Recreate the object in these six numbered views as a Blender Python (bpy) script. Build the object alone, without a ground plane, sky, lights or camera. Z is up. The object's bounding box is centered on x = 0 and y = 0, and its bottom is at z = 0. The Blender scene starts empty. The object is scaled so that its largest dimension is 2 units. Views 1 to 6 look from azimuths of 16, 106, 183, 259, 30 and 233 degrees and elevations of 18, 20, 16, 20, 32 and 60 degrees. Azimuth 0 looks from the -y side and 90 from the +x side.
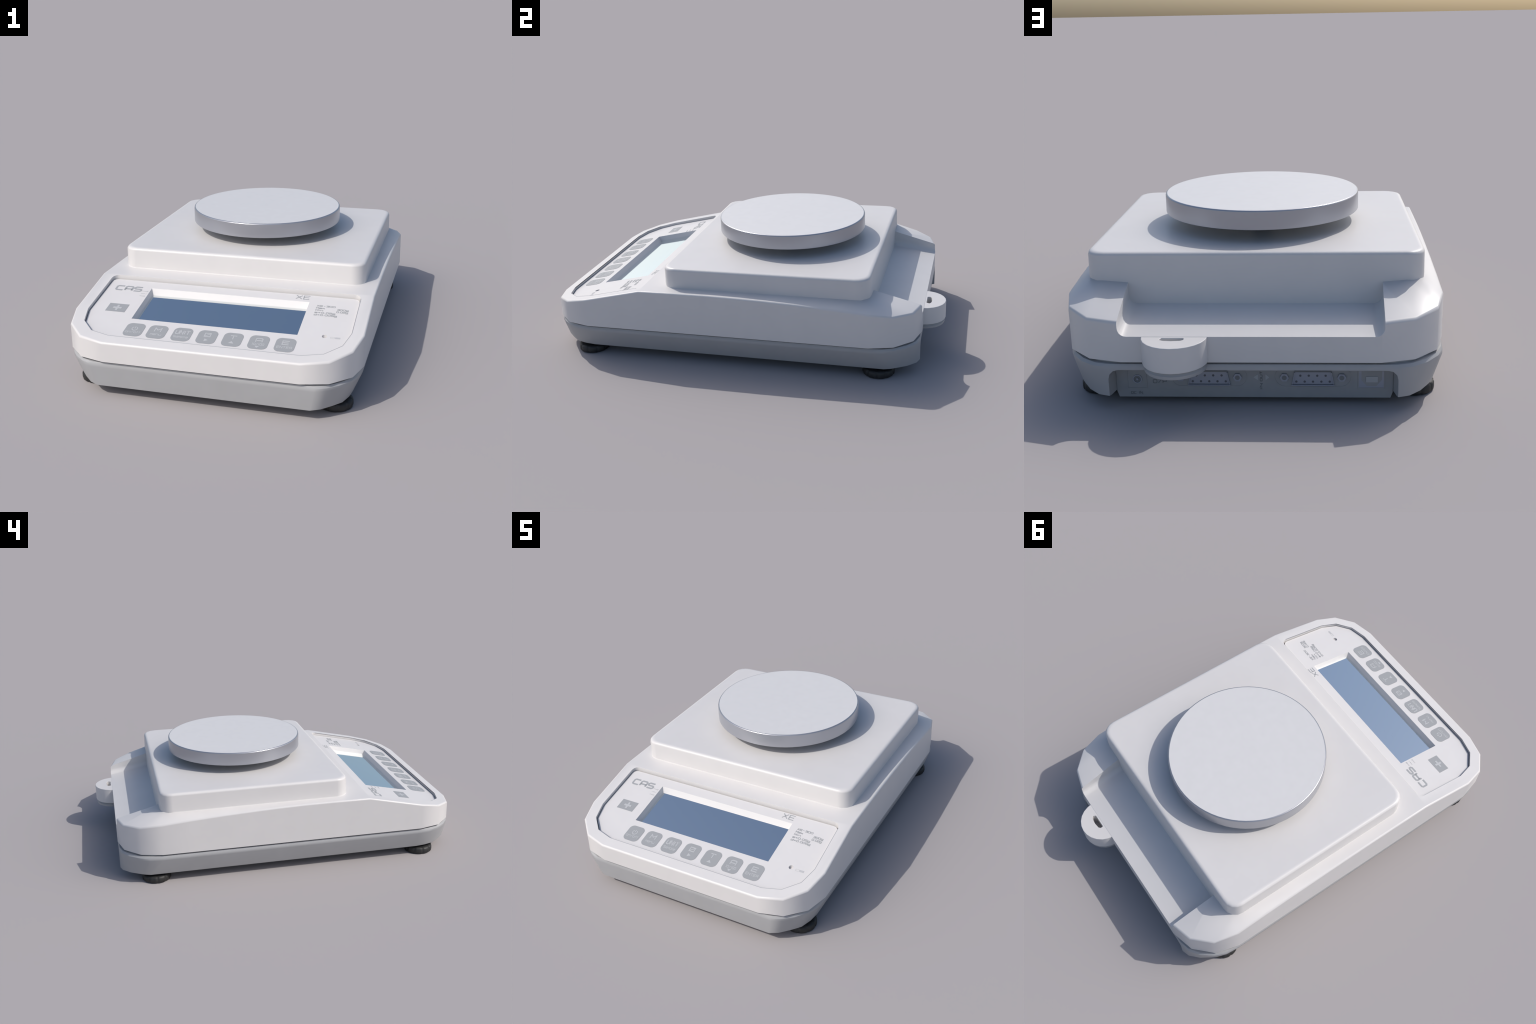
import bpy, bmesh, math
from mathutils import Vector, Matrix

# ------------------------------------------------------------------ materials
def material(name, color, rough=0.45, metal=0.0, spec=0.5, coat=0.0, grain=0.0,
             grain_scale=60.0, bump=0.0, ior=1.5):
    m = bpy.data.materials.new(name)
    m.use_nodes = True
    nt = m.node_tree
    b = nt.nodes["Principled BSDF"]
    b.inputs["Base Color"].default_value = (*color, 1)
    b.inputs["Roughness"].default_value = rough
    b.inputs["Metallic"].default_value = metal
    b.inputs["Specular IOR Level"].default_value = spec
    b.inputs["Coat Weight"].default_value = coat
    b.inputs["IOR"].default_value = ior
    if grain > 0 or bump > 0:
        tc = nt.nodes.new("ShaderNodeTexCoord")
        nz = nt.nodes.new("ShaderNodeTexNoise")
        nz.inputs["Scale"].default_value = grain_scale
        nz.inputs["Detail"].default_value = 3
        nt.links.new(tc.outputs["Object"], nz.inputs["Vector"])
        if grain > 0:
            cr = nt.nodes.new("ShaderNodeValToRGB")
            cr.color_ramp.elements[0].position = 0.3
            cr.color_ramp.elements[1].position = 0.7
            cr.color_ramp.elements[0].color = (*[c * (1 - grain) for c in color], 1)
            cr.color_ramp.elements[1].color = (*[min(1, c * (1 + grain)) for c in color], 1)
            nt.links.new(nz.outputs["Fac"], cr.inputs["Fac"])
            nt.links.new(cr.outputs["Color"], b.inputs["Base Color"])
        if bump > 0:
            bp = nt.nodes.new("ShaderNodeBump")
            bp.inputs["Strength"].default_value = bump
            bp.inputs["Distance"].default_value = 0.002
            nt.links.new(nz.outputs["Fac"], bp.inputs["Height"])
            nt.links.new(bp.outputs["Normal"], b.inputs["Normal"])
    return m

WHITE = material("white_plastic", (0.655, 0.640, 0.633), 0.40, grain=0.012, grain_scale=9)
PANEL = material("panel_film", (0.655, 0.641, 0.637), 0.40, grain=0.01, grain_scale=14)
GREY = material("grey_plastic", (0.372, 0.375, 0.382), 0.45, grain=0.02, grain_scale=12)
REAR = material("rear_panel_plastic", (0.29, 0.30, 0.31), 0.45, grain=0.03, grain_scale=30)
REAR_DARK = material("rear_print_ink", (0.17, 0.18, 0.19), 0.5)
REAR_LIGHT = material("rear_pale_ink", (0.385, 0.40, 0.42), 0.5)
STEEL = material("connector_steel", (0.32, 0.345, 0.41), 0.35, metal=0.25)
PAN = material("pan_top_plate", (0.675, 0.668, 0.665), 0.45, metal=0.06, grain=0.012, grain_scale=25)
PAN_RIM = material("pan_rim_steel", (0.43, 0.44, 0.475), 0.30, metal=0.72)
RUBBER = material("black_rubber", (0.018, 0.018, 0.018), 0.55, grain=0.25, grain_scale=40, bump=0.2)
BUTTON = material("button_film", (0.33, 0.34, 0.35), 0.42)
LEGEND = material("button_legend_ink", (0.47, 0.48, 0.49), 0.45)
INK = material("grey_ink", (0.35, 0.36, 0.37), 0.45)
PALE_INK = material("pale_grey_ink", (0.49, 0.49, 0.50), 0.45)
SCREEN = material("display_glass", (0.87, 0.905, 0.89), 0.06, metal=1.0)
EDGE = material("painted_lip_shade", (0.33, 0.34, 0.37), 0.5)  # dark tone that paints in the shade line on the recess lip
CONTACT_DARK = material("dark_contact", (0.10, 0.105, 0.12), 0.6)  # dark colour of the raised contact discs; no cavity is cut

# ------------------------------------------------------------------ scene tree
root = bpy.data.objects.new("laboratory_balance", None)
bpy.context.collection.objects.link(root)
root["label"] = "white electronic laboratory balance with round steel pan and blue display"
root["category"] = "weighing scale"

def add(name, mesh, mat, parent=root):
    o = bpy.data.objects.new(name, mesh)
    bpy.context.collection.objects.link(o)
    o.parent = parent
    if mat is not None and not mesh.materials:
        mesh.materials.append(mat)
    return o

def mesh_from(name, verts, faces):
    me = bpy.data.meshes.new(name)
    me.from_pydata([tuple(v) for v in verts], [], faces)
    me.validate()
    bm = bmesh.new(); bm.from_mesh(me)
    bmesh.ops.remove_doubles(bm, verts=bm.verts, dist=1e-6)
    bmesh.ops.recalc_face_normals(bm, faces=bm.faces)
    bm.to_mesh(me); bm.free()
    return me

def loft(name, rings, cap_start=True, cap_end=True, closed=True):
    n = len(rings[0]); V = [v for r in rings for v in r]; F = []
    m = n if closed else n - 1
    for i in range(len(rings) - 1):
        for j in range(m):
            k = (j + 1) % n
            F.append((i * n + j, i * n + k, (i + 1) * n + k, (i + 1) * n + j))
    if cap_start: F.append(tuple(range(n))[::-1])
    if cap_end: F.append(tuple(range((len(rings) - 1) * n, len(rings) * n)))
    return mesh_from(name, V, F)

def smooth(o, angle=40):
    me = o.data
    for p in me.polygons: p.use_smooth = True
    me.set_sharp_from_angle(angle=math.radians(angle))

def bake(o):
    dg = bpy.context.evaluated_depsgraph_get()
    dg.update()
    me = bpy.data.meshes.new_from_object(o.evaluated_get(dg), depsgraph=dg)
    old = o.data
    o.modifiers.clear()
    o.data = me
    bpy.data.meshes.remove(old)

def cut(o, *cutters):
    for c in cutters:
        md = o.modifiers.new("cut", "BOOLEAN")
        md.operation = "DIFFERENCE"; md.solver = "EXACT"; md.object = c
    bake(o)
    for c in cutters:
        me = c.data
        bpy.data.objects.remove(c); bpy.data.meshes.remove(me)

def bevel(o, width, segs=3, angle=40, wn=True):
    md = o.modifiers.new("bevel", "BEVEL")
    md.width = width; md.segments = segs; md.limit_method = "ANGLE"
    md.angle_limit = math.radians(angle); md.harden_normals = False
    md.use_clamp_overlap = True; md.miter_outer = "MITER_ARC"
    bake(o)
    smooth(o, angle)
    if wn:
        md = o.modifiers.new("wn", "WEIGHTED_NORMAL")
        md.keep_sharp = True; md.weight = 80
        bake(o)

def arc(cx, cy, r, a0, a1, n):
    return [(cx + r * math.cos(math.radians(a0 + (a1 - a0) * i / n)),
             cy + r * math.sin(math.radians(a0 + (a1 - a0) * i / n))) for i in range(n + 1)]

def rounded_rect(x0, x1, y0, y1, r, n=3):
    return (arc(x1 - r, y0 + r, r, -90, 0, n) + arc(x1 - r, y1 - r, r, 0, 90, n)
            + arc(x0 + r, y1 - r, r, 90, 180, n) + arc(x0 + r, y0 + r, r, 180, 270, n))

def mirrored(half):
    """right half outline (front centre -> back centre) completed on the left"""
    return half + [(-p[0],) + tuple(p[1:]) for p in reversed(half)]

def box(name, x0, x1, y0, y1, z0, z1):
    return loft(name, [[(x, y, z) for x, y in ((x0, y0), (x1, y0), (x1, y1), (x0, y1))] for z in (z0, z1)])

# ------------------------------------------------------------------ key heights
KNEE_Y, KNEE_Z, RIM_SLOPE = -0.470, 0.3855, 0.2230
def rim_z(y): return KNEE_Z + RIM_SLOPE * (y - KNEE_Y)
PAN_SLOPE = 0.219
def panel_z(y): return 0.3542 + PAN_SLOPE * (y + 0.537)
SEAM_Z = 0.176          # lower edge of the white housing
FOOT_Z = 0.389          # line where the platform rises from the housing

# ------------------------------------------------------------------ upper housing
def build_housing():
    HW, HB = 0.6682, 0.6660      # half width at the front and at the back corners
    front = arc(HW - 0.23, -0.77, 0.23, -90, 0, 3)
    side = [(HW + (HB - HW) * (y + 0.77) / 1.44, y, z) for y, z in
            ((KNEE_Y, KNEE_Z), (-0.29, 0.387), (-0.11, 0.387), (0.03, 0.384), (0.16, 0.379), (0.33, 0.371), (0.515, 0.359))]
    back = [(HB, 0.668, 0.346), (HB - 0.031, 0.783, 0.330), (HB - 0.115, 0.867, 0.3205), (HB - 0.23, 0.898, 0.3175)]
    half = [(x, y, rim_z(y)) for x, y in front] + side + back
    ring = mirrored(half)
    n = len(ring); nf = len(front); h = len(half)
    V = list(ring) + [(x, y, SEAM_Z) for x, y, z in ring]
    F = []
    for i in range(n):
        j = (i + 1) % n
        F.append((i, j, n + j, n + i))
    F.append(tuple(range(n, 2 * n)))
    mir = lambda i: n - 1 - i
    # sloping front deck
    F.append(tuple(range(0, nf + 1)) + tuple(mir(i) for i in range(nf, -1, -1)))
    def vert(p):
        V.append(p); return len(V) - 1
    FX, FY0, FY1 = 0.604, -0.3665, 0.6655
    inn = {}
    for s in (1, -1):
        # inner ring follows the rounded corners of the platform foot
        f1, f2, f3 = (vert((s * (FX - 0.066 + dx), FY0 + dy, FOOT_Z)) for dx, dy in ((0, 0), (0.0467, 0.0193), (0.066, 0.066)))
        mids = [vert((s * FX, p[1], FOOT_Z)) for p in side[1:]]
        p1, p2, p3 = (vert((s * (FX - 0.066 + dx), FY1 - dy, FOOT_Z)) for dx, dy in ((0.066, 0.066), (0.0467, 0.0193), (0, 0)))
        a = vert((s * 0.44, FY1, FOOT_Z - 0.008))
        idx = (lambda i: i) if s == 1 else mir
        o = [idx(i) for i in range(nf, h)]
        inner = [f3] + mids
        F.append((o[0], f2, f1)); F.append((o[0], f3, f2))
        for k in range(len(side) - 1):
            F.append((o[k], o[k + 1], inner[k + 1], inner[k]))
        ns = len(side)
        F.append((o[ns - 1], o[ns], p1, inner[-1]))
        F.append((o[ns], p2, p1)); F.append((o[ns], o[ns + 1], p2))
        F.append((o[ns + 1], o[ns + 2], p3, p2))
        F.append((o[ns + 2], o[ns + 3], a, p3))
        inn[s] = [f1, f2] + inner + [p1, p2, p3, a]
    F.append((nf, inn[1][0], inn[-1][0], mir(nf)))
    F.append((h - 1, mir(h - 1), inn[-1][-1], inn[1][-1]))
    F.append(tuple(inn[1]) + tuple(reversed(inn[-1])))
    V = [(x + 0.001 + 0.0045 * (y + 1) / 1.9, y, z) for x, y, z in V]   # the cover sits slightly askew
    me = mesh_from("upper_housing", V, F)
    o = add("upper_housing", me, WHITE)

    # notch at the back: sloping floor with rounded lower corners
    def notch_profile(y, zf):
        r = 0.03; w = 0.4445 + 0.03 * (0.9 - y)
        pts = [(w, 0.62)] + arc(w - r, zf + r, r, 0, -90, 5)
        pts = pts + [(-x, z) for x, z in reversed(pts)]
        return [(x + 0.003, y, z) for x, z in pts]
    notch = add("cutter", loft("cutter", [notch_profile(0.60, 0.3115), notch_profile(0.96, 0.2590)]), None)
    # recess for the control panel
    out = panel_outline(0.0)
    rec = add("cutter", loft("cutter", [[(x, y, panel_z(y) - 0.042) for x, y in out],
                                        [(x, y, 0.6) for x, y in out]]), None)
    # well for the display
    w = [(-0.39, -0.795), (0.39, -0.795), (0.39, -0.530), (-0.39, -0.530)]
    well = add("cutter", loft("cutter", [[(x, y, panel_z(y) - 0.075) for x, y in w],
                                         [(x, y, 0.6) for x, y in w]]), None)
    # round the upper rim only; the seam edge below stays crisp
    bm = bmesh.new(); bm.from_mesh(o.data)
    lay = bm.edges.layers.float.new("bevel_weight_edge")
    for e in bm.edges:
        if len(e.link_faces) == 2 and e.calc_face_angle(0) > 0.66 and min(v.co.z for v in e.verts) > SEAM_Z + 0.01:
            e[lay] = 1.0
    bm.to_mesh(o.data); bm.free()
    md = o.modifiers.new("rim", "BEVEL"); md.width = 0.009; md.segments = 4; md.limit_method = "WEIGHT"
    bake(o)
    w_ = o.data.attributes.get("bevel_weight_edge")
    if w_: o.data.attributes.remove(w_)
    cut(o, notch)
    cut(o, rec)
    cut(o, well)
    # a finer rounding on the lip of the panel recess
    me = o.data
    bm = bmesh.new(); bm.from_mesh(me)
    lay = bm.edges.layers.float.get("bevel_weight_edge") or bm.edges.layers.float.new("bevel_weight_edge")
    for e in bm.edges:
        if len(e.link_faces) == 2 and e.calc_face_angle(0) > 0.7:
            a, b = e.verts[0].co, e.verts[1].co
            lip = all(-0.96 < c_.y < -0.45 and abs(c_.x) < 0.63 and c_.z > rim_z(c_.y) - 0.006 for c_ in (a, b)) and max(a.y, b.y) > -0.76 and not (min(a.x, b.x) > 0.6)
            ledge = all(c_.y > 0.672 and abs(c_.x) < 0.47 and c_.z > 0.25 for c_ in (a, b)) and (b - a).length > 0.004
            if lip or ledge:
                e[lay] = 1.0
    bm.to_mesh(me); bm.free()
    md = o.modifiers.new("lip", "BEVEL"); md.width = 0.003; md.segments = 2; md.limit_method = "WEIGHT"
    bake(o)
    smooth(o, 38)
    md = o.modifiers.new("wn", "WEIGHTED_NORMAL"); md.keep_sharp = True; md.weight = 80
    bake(o)
    return o

def panel_outline(inset):
    i = inset
    half = arc(0.43, -0.765, 0.18 - i, -90, 0, 3)
    half += arc(0.608 - 0.03, -0.474 - 0.03, 0.03 - i, 0, 90, 3)
    return [(x + 0.003, y) for x, y in mirrored(half)]

housing = build_housing()

# ------------------------------------------------------------------ raised platform
def build_platform():
    cx = 0.003
    X, Y0, Y1, R = 0.6045, -0.3665, 0.6655, 0.066
    def ring(inset, z):
        return [(x, y, z) for x, y in rounded_rect(cx - X + inset, cx + X - inset, Y0 + inset, Y1 - inset,
                                                   max(R - inset * 0.3, 0.02), 4)]
    rings = [ring(0, 0.25), ring(0, 0.40), ring(0.001, 0.4765), ring(0.003, 0.4830), ring(0.0075, 0.4878),
             ring(0.014, 0.4901), ring(0.022, 0.4908)]
    o = add("raised_platform", loft("raised_platform", rings), WHITE)
    smooth(o, 40)
    md = o.modifiers.new("wn", "WEIGHTED_NORMAL"); md.keep_sharp = True
    bake(o)
    # soft fillet where the platform meets the housing
    base = rounded_rect(cx - X, cx + X, Y0, Y1, R, 4)
    path = []
    k0 = len(base) // 2                       # start of the back left corner
    # order: back right corner start backwards round the front to the back left
    seq = base[5:10][::-1] + base[0:5][::-1] + base[15:20][::-1] + base[10:15][::-1]
    seq = seq[4:-4]
    cen = Vector((cx, 0.152))
    nrm = []
    for i, p in enumerate(seq):
        a = Vector(seq[max(i - 1, 0)]); b = Vector(seq[min(i + 1, len(seq) - 1)])
        t = (b - a).normalized(); nv = Vector((-t.y, t.x))
        if nv.dot(Vector(p) - cen) < 0: nv = -nv
        if i in (0, len(seq) - 1): nv = nv * 0.0     # run out into the wall at both ends
        nrm.append(nv)
    r = 0.009
    rings = []
    for k in range(6):
        a = math.radians(90 * k / 5)
        off, dz = r * (1 - math.cos(a)) , r * (1 - math.sin(a))
        rings.append([(p[0] + (nv.x) * (off - 0.0008), p[1] + nv.y * (off - 0.0008),
                       FOOT_Z - 0.0035 + dz - (0.24 * off if True else 0)) for p, nv in zip(seq, nrm)])
    rings = rings[::-1]
    f = add("platform_fillet", loft("platform_fillet", rings, False, False, False), WHITE, o)
    for p in f.data.polygons: p.use_smooth = True
    return o
platform = build_platform()

# ------------------------------------------------------------------ lathe helper, pan
def lathe(name, prof, n=64, cx=0, cy=0):
    rings = [[(cx + r * math.cos(2 * math.pi * k / n), cy + r * math.sin(2 * math.pi * k / n), z)
              for k in range(n)] for r, z in prof]
    return loft(name, rings)

PX, PY = 0.003, 0.1645
pan = add("weighing_pan", lathe("weighing_pan", [
    (0.02, 0.546), (0.372, 0.546), (0.3795, 0.5403), (0.3857, 0.5405), (0.3872, 0.5420), (0.3868, 0.6070), (0.3858, 0.6100),
    (0.3835, 0.6122), (0.3805, 0.6128), (0.3795, 0.6126), (0.02, 0.6126)], 72, PX, PY), PAN)
pan.data.materials.append(PAN_RIM)
for p in pan.data.polygons:                  # the turned rim is bare steel
    c_ = p.center; r_ = math.hypot(c_.x - PX, c_.y - PY)
    p.material_index = 1 if (r_ > 0.380 or c_.z < 0.58) else 0
smooth(pan, 50)
md = pan.modifiers.new("wn", "WEIGHTED_NORMAL"); md.keep_sharp = True; md.weight = 100
bake(pan)
post = add("pan_support", lathe("pan_support", [(0.042, 0.485), (0.039, 0.497), (0.036, 0.505), (0.036, 0.548)], 40, PX, PY), GREY)
smooth(post, 50)

# ------------------------------------------------------------------ grey base tray
BASE_TOP = [(0.500, -0.992), (0.546, -0.972), (0.594, -0.934), (0.632, -0.886), (0.655, -0.826), (0.664, -0.760),
            (0.662, 0.668), (0.656, 0.738), (0.634, 0.791), (0.591, 0.847), (0.540, 0.884), (0.490, 0.897)]
BASE_LOW = [(0.479, -0.979), (0.520, -0.957), (0.562, -0.915), (0.597, -0.874), (0.616, -0.818), (0.624, -0.764),
            (0.625, 0.737), (0.614, 0.770), (0.599, 0.796), (0.570, 0.842), (0.528, 0.883), (0.491, 0.8955)]
def scaled(pts, d, z):
    return [(x - math.copysign(d, x), y - math.copysign(d, y), z) for x, y in mirrored(pts)]
def build_base():
    rings = [scaled(BASE_LOW, 0.012, 0.0480), scaled(BASE_LOW, 0.0, 0.0505), scaled(BASE_TOP, -0.001, 0.143),
             scaled(BASE_TOP, 0.001, 0.157), scaled(BASE_TOP, 0.006, 0.1665), scaled(BASE_TOP, 0.0175, 0.1672),
             scaled(BASE_TOP, 0.018, 0.1795)]
    o = add("base_tray", loft("base_tray", rings), GREY)
    def prof(y, w):
        pts = [(w, -0.02)] + arc(w - 0.034, 0.1125, 0.034, 0, 90, 3)
        return [(x, y, z) for x, z in pts + [(-x, z) for x, z in reversed(pts)]]
    c = add("cutter", loft("cutter", [prof(0.835, 0.475), prof(0.91, 0.492)]), None)
    cut(o, c)
    smooth(o, 32)
    md = o.modifiers.new("wn", "WEIGHTED_NORMAL"); md.keep_sharp = True
    bake(o)
    return o
base = build_base()

# ------------------------------------------------------------------ feet
def foot_mesh():
    n = 96
    def r_at(r, k, depth):
        a = 2 * math.pi * k / n
        # ten grip notches round the rim
        return r - depth * max(0.0, math.cos(10 * a)) ** 4
    rings = []
    for r, z, d in ((0.074, 0.0, 0.002), (0.0772, 0.003, 0.003), (0.0780, 0.010, 0.0038), (0.0775, 0.026, 0.0038),
                    (0.073, 0.033, 0.003), (0.060, 0.0360, 0.0), (0.034, 0.0365, 0), (0.032, 0.056, 0)):
        rings.append([(r_at(r, k, d) * math.cos(2 * math.pi * k / n), r_at(r, k, d) * math.sin(2 * math.pi * k / n), z)
                      for k in range(n)])
    return loft("foot", rings)
fm = foot_mesh(); fm.materials.append(RUBBER)
for x, y in ((0.555, -0.802), (-0.555, -0.802), (0.557, 0.705), (-0.557, 0.705)):
    o = add("foot", fm, None); o.location = (x, y, 0)
for o in [o for o in bpy.data.objects if o.name == "foot"]: smooth(o, 45)

# ------------------------------------------------------------------ level tab at the back
TX, TY = 0.257, 0.888
def tab_outline(r, web=True):
    if not web: return [(TX + r, 0.87)] + arc(TX, TY, r, 0, 180, 12) + [(TX - r, 0.87)]
    return [(TX + r + 0.000, 0.87)] + arc(TX, TY, r, 0, 180, 12) + [(TX - r - 0.004, 0.896), (TX - r - 0.012, 0.893), (TX - r - 0.012, 0.87)]
def build_tab():
    top = add("level_tab", loft("level_tab", [[(x, y, z) for x, y in tab_outline(0.1115)] for z in (0.1785, 0.2672)]), WHITE)
    slot = [(0.304, 0.921), (0.298, 0.9065), (0.224, 0.9065), (0.222, 0.920), (0.232, 0.928), (0.262, 0.9315), (0.290, 0.9285)]
    c = add("cutter", loft("cutter", [[(x, y, z) for x, y in slot] for z in (0.19, 0.4)]), None)
    cut(top, c)
    bevel(top, 0.003, 2, 50)
    low = add("level_tab_underside", loft("level_tab_underside", [[(x, y, z) for x, y in tab_outline(r, False)]
              for r, z in ((0.103, 0.1535), (0.106, 0.1555), (0.1065, 0.166), (0.102, 0.170), (0.100, 0.180))]), GREY)
    smooth(low, 40)
    return top
build_tab()

# ------------------------------------------------------------------ control panel
def build_panel():
    out = [(x, y - (0.0055 if y > -0.6 else 0)) for x, y in panel_outline(0.0040)]
    p = add("control_panel", loft("control_panel", [[(x, y, panel_z(y) - 0.033) for x, y in out],
                                                    [(x, y, panel_z(y)) for x, y in out]]), PANEL)
    # display window with sloping bezel walls
    def win(inset): return [(x - math.copysign(inset * 0.6, x), y + (-inset if y > -0.66 else inset)) for x, y in WIN]
    well = add("cutter", loft("cutter", [[(x, y, panel_z(y) - 0.045) for x, y in win(0.0255)], [(x, y, panel_z(y)) for x, y in win(0.0)],
                                         [(x, y, 0.6) for x, y in win(0.0)]]), None)
    hole = add("cutter", lathe("cutter", [(0.0115, 0.2), (0.0115, 0.5)], 32, 0.4995, -0.7795), None)
    cut(p, well, hole)
    for q in p.data.polygons: q.use_smooth = False
    return p
WIN = [(-0.383, -0.788), (0.383, -0.788), (0.383, -0.5375), (-0.383, -0.5375)]
panel = build_panel()
# dark strip added for the shaded line along the recess lip, front and right
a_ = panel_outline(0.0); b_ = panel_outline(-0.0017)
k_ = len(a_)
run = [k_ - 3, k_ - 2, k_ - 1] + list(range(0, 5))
add("lip_shade_strip", loft("lip_shade_strip", [
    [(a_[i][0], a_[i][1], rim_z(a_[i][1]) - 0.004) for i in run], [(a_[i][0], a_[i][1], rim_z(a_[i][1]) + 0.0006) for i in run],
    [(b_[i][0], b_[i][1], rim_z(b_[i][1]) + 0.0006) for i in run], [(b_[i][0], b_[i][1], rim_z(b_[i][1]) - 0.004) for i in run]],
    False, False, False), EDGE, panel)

scr_pts = [(x * 1.006, y + (0.003 if y > -0.66 else -0.003)) for x, y in WIN]
add("display_screen", loft("display_screen", [[(x, y, panel_z(y) - d) for x, y in scr_pts] for d in (0.0325, 0.0262)]), SCREEN, panel)
cup = add("indicator_hole", lathe("indicator_hole", [(0.0115, panel_z(-0.78) - 0.02), (0.0113, panel_z(-0.78) - 0.012)], 24, 0.4995, -0.7795), WHITE, panel)

# flat pieces on the panel: drawn in (x, y), laid on the slope and given a little depth
UP = 0.0007
def on_panel(p, lift): return (p[0], p[1], panel_z(p[1]) + lift)
def prism_on_panel(polys, lift0=-0.002, lift1=UP):
    V, F = [], []
    for poly in polys:
        b = len(V); n = len(poly)
        V += [on_panel(p, lift0) for p in poly] + [on_panel(p, lift1) for p in poly]
        F.append(tuple(range(b, b + n))[::-1]); F.append(tuple(range(b + n, b + 2 * n)))
        F += [(b + i, b + (i + 1) % n, b + n + (i + 1) % n, b + n + i) for i in range(n)]
    me = bpy.data.meshes.new("print"); me.from_pydata(V, [], F)
    bm = bmesh.new(); bm.from_mesh(me); bmesh.ops.recalc_face_normals(bm, faces=bm.faces); bm.to_mesh(me); bm.free()
    return me

def stroke(path, w, closed=False):
    """polyline of constant width -> list of quads with mitred joints"""
    P = [Vector(p) for p in path]; n = len(P); L, R = [], []
    for i in range(n):
        a = P[i - 1] if (i > 0 or closed) else None
        b = P[(i + 1) % n] if (i < n - 1 or closed) else None
        d0 = (P[i] - a).normalized() if a is not None else None
        d1 = (b - P[i]).normalized() if b is not None else None
        if d0 is None: d0 = d1
        if d1 is None: d1 = d0
        n0 = Vector((-d0.y, d0.x)); n1 = Vector((-d1.y, d1.x))
        m = (n0 + n1)
        m = m.normalized() if m.length > 1e-6 else n0
        s = w / 2 / max(0.35, m.dot(n1))
        L.append(P[i] + m * s); R.append(P[i] - m * s)
    q = []
    for i in range(n if closed else n - 1):
        j = (i + 1) % n
        q.append([tuple(L[i]), tuple(R[i]), tuple(R[j]), tuple(L[j])])
    return q

# square techno alphabet on a unit cell (x 0..1, y 0..1), each glyph a set of polylines
c = 0.16
G = {
 'C': [[(1, 1), (c, 1), (0, 1 - c), (0, c), (c, 0), (1, 0)]],
 'A': [[(0, 0), (0, 1 - c), (c, 1), (1 - c, 1), (1, 1 - c), (1, 0)], [(0, .38), (1, .38)]],
 'S': [[(1, 1), (c, 1), (0, 1 - c), (0, .62), (c, .5), (1 - c, .5), (1, .38), (1, c), (1 - c, 0), (0, 0)]],
 'X': [[(0, 1), (1, 0)], [(0, 0), (1, 1)]],
 'E': [[(1, 1), (0, 1), (0, 0), (1, 0)], [(0, .5), (.92, .5)]],
 'M': [[(0, 0), (0, 1), (.5, .45), (1, 1), (1, 0)]],
 'U': [[(0, 1), (0, c), (c, 0), (1 - c, 0), (1, c), (1, 1)]],
 'N': [[(0, 0), (0, 1), (1, 0), (1, 1)]],
 'I': [[(.5, 0), (.5, 1)]],
 'T': [[(0, 1), (1, 1)], [(.5, 1), (.5, 0)]],
 'R': [[(0, 0), (0, 1), (1 - c, 1), (1, 1 - c), (1, .6), (1 - c, .45), (0, .45)], [(.55, .45), (1, 0)]],
 '0': [[(c, 0), (0, c), (0, 1 - c), (c, 1), (1 - c, 1), (1, 1 - c), (1, c), (1 - c, 0), (c, 0)]],
 'O': [[(c, 0), (0, c), (0, 1 - c), (c, 1), (1 - c, 1), (1, 1 - c), (1, c), (1 - c, 0), (c, 0)]],
 '1': [[(.3, .8), (.6, 1), (.6, 0)]],
 '2': [[(0, 1), (1, 1), (1, .5), (0, .5), (0, 0), (1, 0)]],
 '3': [[(0, 1), (1, 1), (1, 0), (0, 0)], [(.2, .5), (1, .5)]],
 '5': [[(1, 1), (0, 1), (0, .5), (1, .5), (1, 0), (0, 0)]],
 '-': [[(.1, .5), (.9, .5)]],
 '=': [[(.1, .65), (.9, .65)], [(.1, .3), (.9, .3)]],
 '.': [[(.4, .0), (.4, .18)]],
 '/': [[(.1, 0), (.9, 1)]],
 'a': [[(.1, .7), (1, .7), (1, 0), (0, 0), (0, .38), (1, .38)]],
 'd': [[(1, 1), (1, 0), (0, 0), (0, .7), (1, .7)]],
 'e': [[(1, 0), (0, 0), (0, .7), (1, .7), (1, .36), (0, .36)]],
 'f': [[(.9, 1), (.4, 1), (.4, 0)], [(.05, .65), (.85, .65)]],
 'g': [[(1, .1), (0, .1), (0, .7), (1, .7), (1, -.3), (0, -.3)]],
 'i': [[(.5, 0), (.5, .7)], [(.5, .88), (.5, 1)]],
 'l': [[(.4, 1), (.4, 0), (.8, 0)]],
 'm': [[(0, 0), (0, .7), (1, .7), (1, 0)], [(.5, .7), (.5, 0)]],
 'n': [[(0, 0), (0, .7), (1, .7), (1, 0)]],
 'o': [[(0, 0), (0, .7), (1, .7), (1, 0), (0, 0)]],
 'p': [[(0, -.3), (0, .7), (1, .7), (1, 0), (0, 0)]],
 'u': [[(0, .7), (0, 0), (1, 0), (1, .7)]],
 'x': [[(0, .7), (1, 0)], [(0, 0), (1, .7)]],
 'D': [[(0, 0), (0, 1), (.75, 1), (1, .75), (1, .25), (.75, 0), (0, 0)]],
 'P': [[(0, 0), (0, 1), (1, 1), (1, .45), (0, .45)]],
}
NARROW = {'I': .3, 'i': .3, '.': .3, 'l': .45, '-': .8, '1': .7, 'f': .7}
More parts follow.
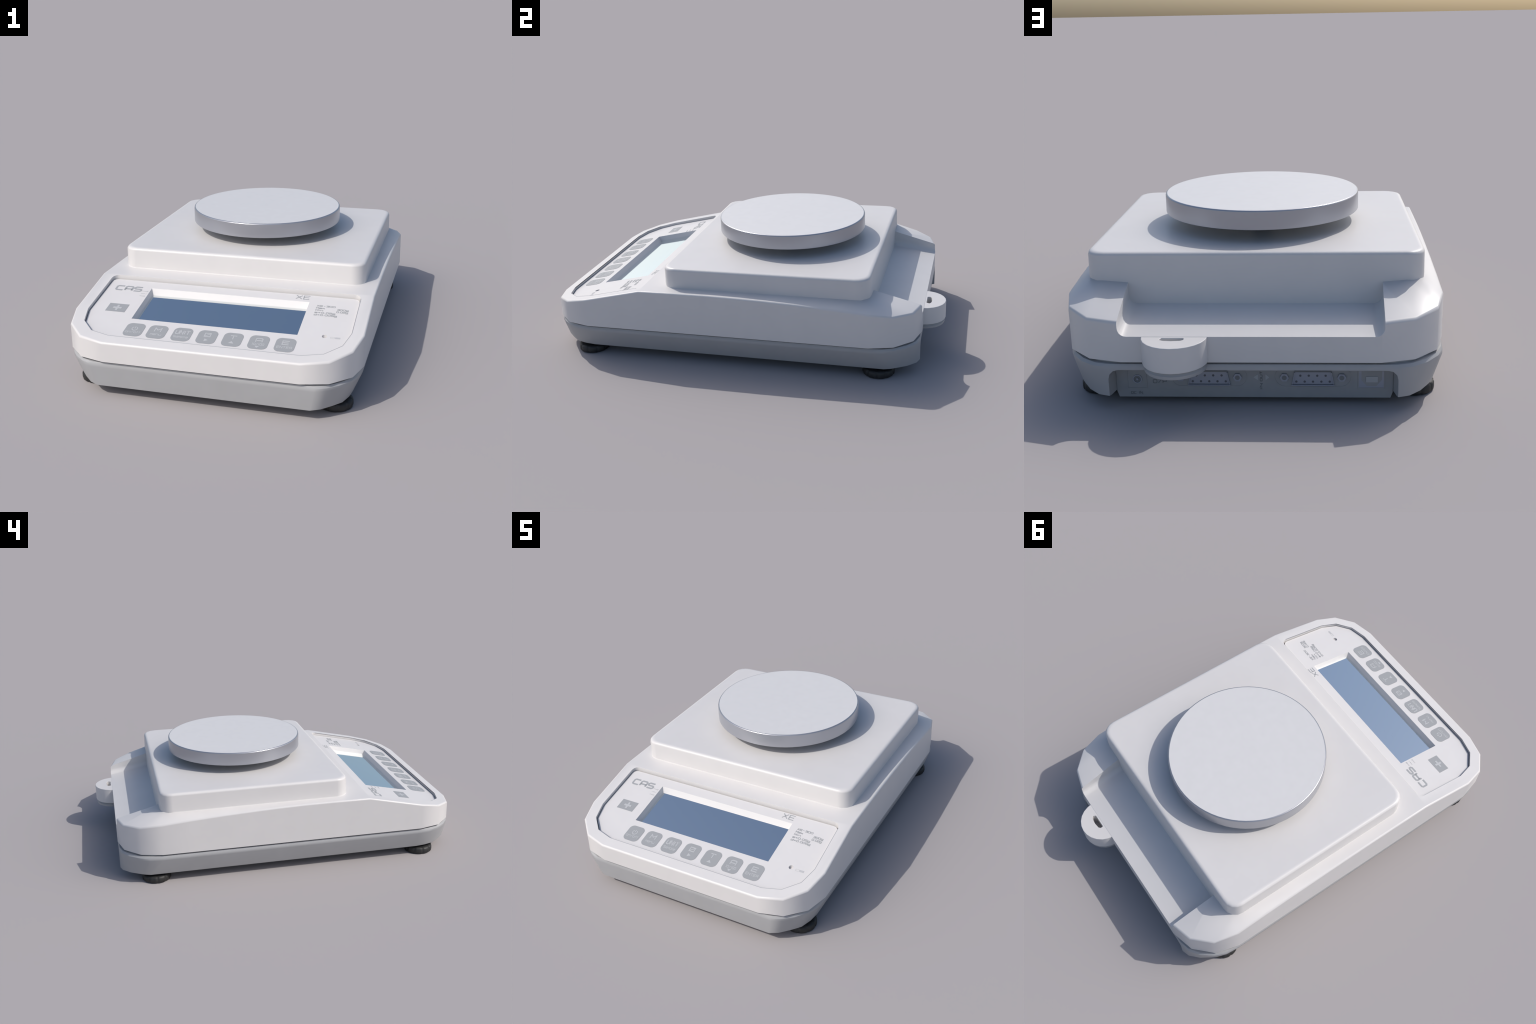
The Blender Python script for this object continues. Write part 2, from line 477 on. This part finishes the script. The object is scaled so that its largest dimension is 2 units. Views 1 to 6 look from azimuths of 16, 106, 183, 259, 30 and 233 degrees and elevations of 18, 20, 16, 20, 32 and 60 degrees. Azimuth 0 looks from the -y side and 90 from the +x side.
def word(text, x0, x1, y0, y1, w):
    """strokes of a word fitted into a box (baseline y0, cap height y1)"""
    adv = [(NARROW.get(ch, 1.0) if ch != ' ' else .6) for ch in text]
    gap = 0.32
    total = sum(adv) + gap * (len(text) - 1)
    u = (x1 - x0 - w) / total
    x = x0 + w / 2; H = y1 - y0 - w
    polys = []
    for ch, a in zip(text, adv):
        for path in G.get(ch, []):
            pts = [(x + px * u * a, y0 + w / 2 + py * H) for px, py in path]
            polys += stroke(pts, w)
        x += (a + gap) * u
    return polys

def lettering(polys, mat=INK, name="lettering"):
    o = add(name, prism_on_panel(polys), mat, panel); o["kind"] = "stuff"
    return o

lettering(word("CAS", -0.561, -0.424, -0.577, -0.5345, 0.0094))
lettering(word("XE", 0.313, 0.380, -0.521, -0.489, 0.0045))
for k, t in enumerate(("XE-300", "Max", "Min", "e=0.05g", "d=0.005g")):
    t = t.replace("Min", "Min")
    x1 = (0.507, 0.462, 0.457, 0.515, 0.525)[k]
    y = -0.5665 - 0.0172 * k
    lettering(word(t, 0.4215, x1, y, y + 0.0125, 0.0027))
lettering(word("300g", 0.516, 0.569, -0.5855, -0.573, 0.0027))
lettering(word("0.02g", 0.516, 0.569, -0.603, -0.590, 0.0027))
for k in range(3):
    y = -0.572 - 0.0198 * k
    lettering(word(("n=2", "n=1", "n=0")[k], -0.418, -0.391, y, y + 0.008, 0.0018), PALE_INK)
lettering([[(0.546, -0.791), (0.568, -0.791), (0.568, -0.780), (0.546, -0.780)]], PALE_INK)
lettering(stroke([(0.526, -0.791), (0.544, -0.791), (0.544, -0.781), (0.526, -0.781)], 0.001, True), PALE_INK)

# grey plate with a cross
def rect(x0, x1, y0, y1): return [(x0, y0), (x1, y0), (x1, y1), (x0, y1)]
plate = add("cross_plate", prism_on_panel([rect(-0.532, -0.4355, -0.7475, -0.685)]), BUTTON, panel)
cx, cy = -0.483, -0.7165
add("cross_mark", prism_on_panel([rect(cx - .0055, cx + .0055, cy - .02, cy + .02), rect(cx - .021, cx - .0055, cy - .0055, cy + .0055),
                                  rect(cx + .0055, cx + .021, cy - .0055, cy + .0055)], 0.0, UP * 2), LEGEND, panel)

# seven soft keys
def key_shape(cx, cy):
    w, hgt, r = 0.0435, 0.0465, 0.024
    return [(x + cx, y + cy) for x, y in rounded_rect(-w, w, -hgt, hgt, r, 8)]
KX = [-0.3365, -0.2285, -0.113, 0.0015, 0.1165, 0.2325, 0.348]
KY = -0.867
key_mesh = None
for i, kx in enumerate(KX):
    if key_mesh is None:
        key_mesh = prism_on_panel([key_shape(0, KY)], -0.002, UP * 1.5)
    b = add("button", key_mesh, BUTTON, panel); b.location = (kx, 0, 0)
    P = []
    if i == 0:
        P += stroke(arc(kx, KY + .008, .0125, 125, 415, 20), .004)
        P += stroke([(kx, KY + .009), (kx, KY + .023)], .004)
        small = "on/off"
    elif i == 3:
        P += stroke([(kx - .013, KY + .003), (kx + .013, KY + .003), (kx + .013, KY + .026), (kx - .013, KY + .026)], .0042, True)
        P += stroke([(kx - .010, KY + .006), (kx + .010, KY + .023)], .0036)
        P += [[(kx - .006, KY - .031), (kx + .011, KY - .0215), (kx - .006, KY - .012)]]
        small = None
    else:
        t = {1: "M", 2: "UNIT", 4: "T", 5: "A", 6: "E"}[i]
        hw = .034 if i == 2 else .0165
        P += word(t, kx - hw, kx + hw, KY + .000, KY + .029, .0046)
        small = {1: "menu", 2: "Sample", 4: None, 5: "10/100", 6: "ENTER"}[i]
        if i == 4: P += [[(kx - .0115, KY - .026), (kx + .0115, KY - .026), (kx, KY - .011)]]
        if i == 5: P += [[(kx - .0105, KY - .026), (kx, KY - .039), (kx + .0105, KY - .026)]]
    if small:
        hw = {0: .036, 1: .026, 2: .034, 5: .028, 6: .034}[i]
        y = KY - .023 + (.003 if i == 5 else 0)
        P2 = word(small, kx - hw, kx + hw, y - .001, y + .0135, .0020)
        o = add("button_caption", prism_on_panel(P2, UP, UP * 2), LEGEND, panel); o["kind"] = "stuff"
    o = add("button_legend", prism_on_panel(P, UP, UP * 2.2), LEGEND, panel); o["kind"] = "stuff"

# ------------------------------------------------------------------ rear connector panel
YR = 0.843
DZ = -0.0035
def prism_y(name, polys, y0, y1, mat, parent, stuff=False):
    V, F = [], []
    for poly in polys:
        b = len(V); n = len(poly)
        V += [(p[0], y0, p[1] + DZ) for p in poly] + [(p[0], y1, p[1] + DZ) for p in poly]
        F.append(tuple(range(b, b + n))); F.append(tuple(range(b + n, b + 2 * n))[::-1])
        F += [(b + i, b + (i + 1) % n, b + n + (i + 1) % n, b + n + i) for i in range(n)]
    me = bpy.data.meshes.new(name); me.from_pydata(V, [], F)
    bm = bmesh.new(); bm.from_mesh(me); bmesh.ops.recalc_face_normals(bm, faces=bm.faces); bm.to_mesh(me); bm.free()
    o = add(name, me, mat, parent)
    if stuff: o["kind"] = "stuff"
    return o
rear = prism_y("rear_panel", [[(-0.468, 0.026), (0.468, 0.026), (0.4755, 0.048), (0.4755, 0.15), (-0.4755, 0.15), (-0.4755, 0.048)]],
               0.82, YR, REAR, root)

def frame(x0, x1, z0, z1, t):
    return stroke([(x0, z0), (x1, z0), (x1, z1), (x0, z1)], t, True)
# round power jack in a square frame
prism_y("power_socket_frame", frame(0.371, 0.437, 0.060, 0.126, 0.003), YR - .002, YR + .0015, REAR, rear)
jx, jz = 0.402, 0.0935
prism_y("power_socket", [q for q in stroke(arc(jx, jz, .0145, 0, 345, 23), .0035, True)], YR - .002, YR + .003, STEEL, rear)
prism_y("power_socket_dark_disc", [arc(jx, jz, .0125, 0, 340, 17)], YR - .002, YR + .0008, REAR_DARK, rear)  # flat dark disc added in place of the jack's hollow
prism_y("power_pin", [arc(jx, jz, .004, 0, 330, 11)], YR - .002, YR + .004, STEEL, rear)

def mirror_word(t, x0, x1, z0, z1, w):        # read from behind: x runs the other way
    return [[(-p[0], p[1]) for p in poly] for poly in word(t, -x1, -x0, z0, z1, w)]
prism_y("lettering", mirror_word("DC IN", 0.386, 0.428, 0.036, 0.047, .0022), YR - .001, YR + .0006, REAR_DARK, rear, True)
prism_y("lettering", mirror_word("O/P", 0.300, 0.349, 0.077, 0.092, .0026), YR - .001, YR + .0006, REAR_DARK, rear, True)

def serial_port(cx):
    # flange: rounded plate, D-shaped shell, nine contacts, two hexagonal screws
    fl = arc(cx + 0.096, 0.101, 0.034, -90, 90, 10) + arc(cx - 0.096, 0.101, 0.034, 90, 270, 10)
    prism_y("serial_port_flange", stroke(fl, .0025, True), YR - .002, YR + .0012, REAR, rear)
    zt, zb = 0.121, 0.077
    D = [(cx - 0.071, zb), (cx + 0.071, zb), (cx + 0.0625, zt), (cx - 0.0625, zt)]
    prism_y("serial_port", [D], YR - .002, YR + .002, STEEL, rear)
    prism_y("serial_port_shell", [rect(cx - .0735, cx + .0735, .072, .0755)] + stroke([D[1], D[2]], .0025) + stroke([D[0], D[3]], .0025),
            YR - .002, YR + .0075, STEEL, rear)
    prism_y("serial_port_lip", [rect(cx - .063, cx + .063, .1215, .126)], YR - .002, YR + .004, REAR_DARK, rear)
    pins = [(cx + (k - 1.5) * .0288, .108) for k in range(4)] + [(cx + (k - 2) * .0285, .086) for k in range(5)]
    prism_y("contact", [arc(x, z, .0042, 0, 315, 7) for x, z in pins], YR, YR + .0026, CONTACT_DARK, rear, True)
    for s in (-1, 1):
        sx = cx + s * 0.098
        prism_y("hexagonal_screw", [arc(sx, .102, .0155, 0, 300, 5)], YR - .002, YR + .007, STEEL, rear)
        prism_y("screw_dark_disc", [arc(sx, .102, .0085, 0, 330, 11)], YR, YR + .0076, REAR_DARK, rear)  # raised dark disc added on the screw instead of a drilled hole
serial_port(0.153)
serial_port(-0.2035)
# arrows and vertical lettering between the ports
prism_y("arrow_mark", [[(0.001, .101), (-.015, .112), (-.015, .090)], [(-.054, .101), (-.041, .112), (-.041, .090)]],
        YR - .001, YR + .0006, REAR_LIGHT, rear)
def turned(t, x, z0, z1, h, w):
    return [[(x + p[1], z0 + p[0]) for p in poly] for poly in word(t, 0, z1 - z0, 0, h, w)]
prism_y("lettering", turned("0UT", -0.031, .085, .124, .010, .003), YR - .001, YR + .0006, REAR_DARK, rear, True)
prism_y("lettering", turned("IN", -0.0305, .054, .079, .010, .003), YR - .001, YR + .0006, REAR_DARK, rear, True)
# square data socket with clipped lower corners
prism_y("data_socket_frame", frame(-0.446, -0.358, 0.062, 0.1265, 0.0035), YR - .002, YR + .002, REAR, rear)
prism_y("data_socket", [rect(-0.4445, -0.3595, .0635, .125)], YR - .002, YR + .001, STEEL, rear)
prism_y("data_socket_plate", [[(-.4385, .125), (-.4385, .094), (-.419, .070), (-.387, .070), (-.3685, .092), (-.3685, .125)]],
        YR, YR + .0016, REAR, rear)  # raised plate added in the outline of the socket opening
prism_y("data_socket_tongue", [rect(-.424, -.384, .085, .106)], YR, YR + .004, REAR_LIGHT, rear)
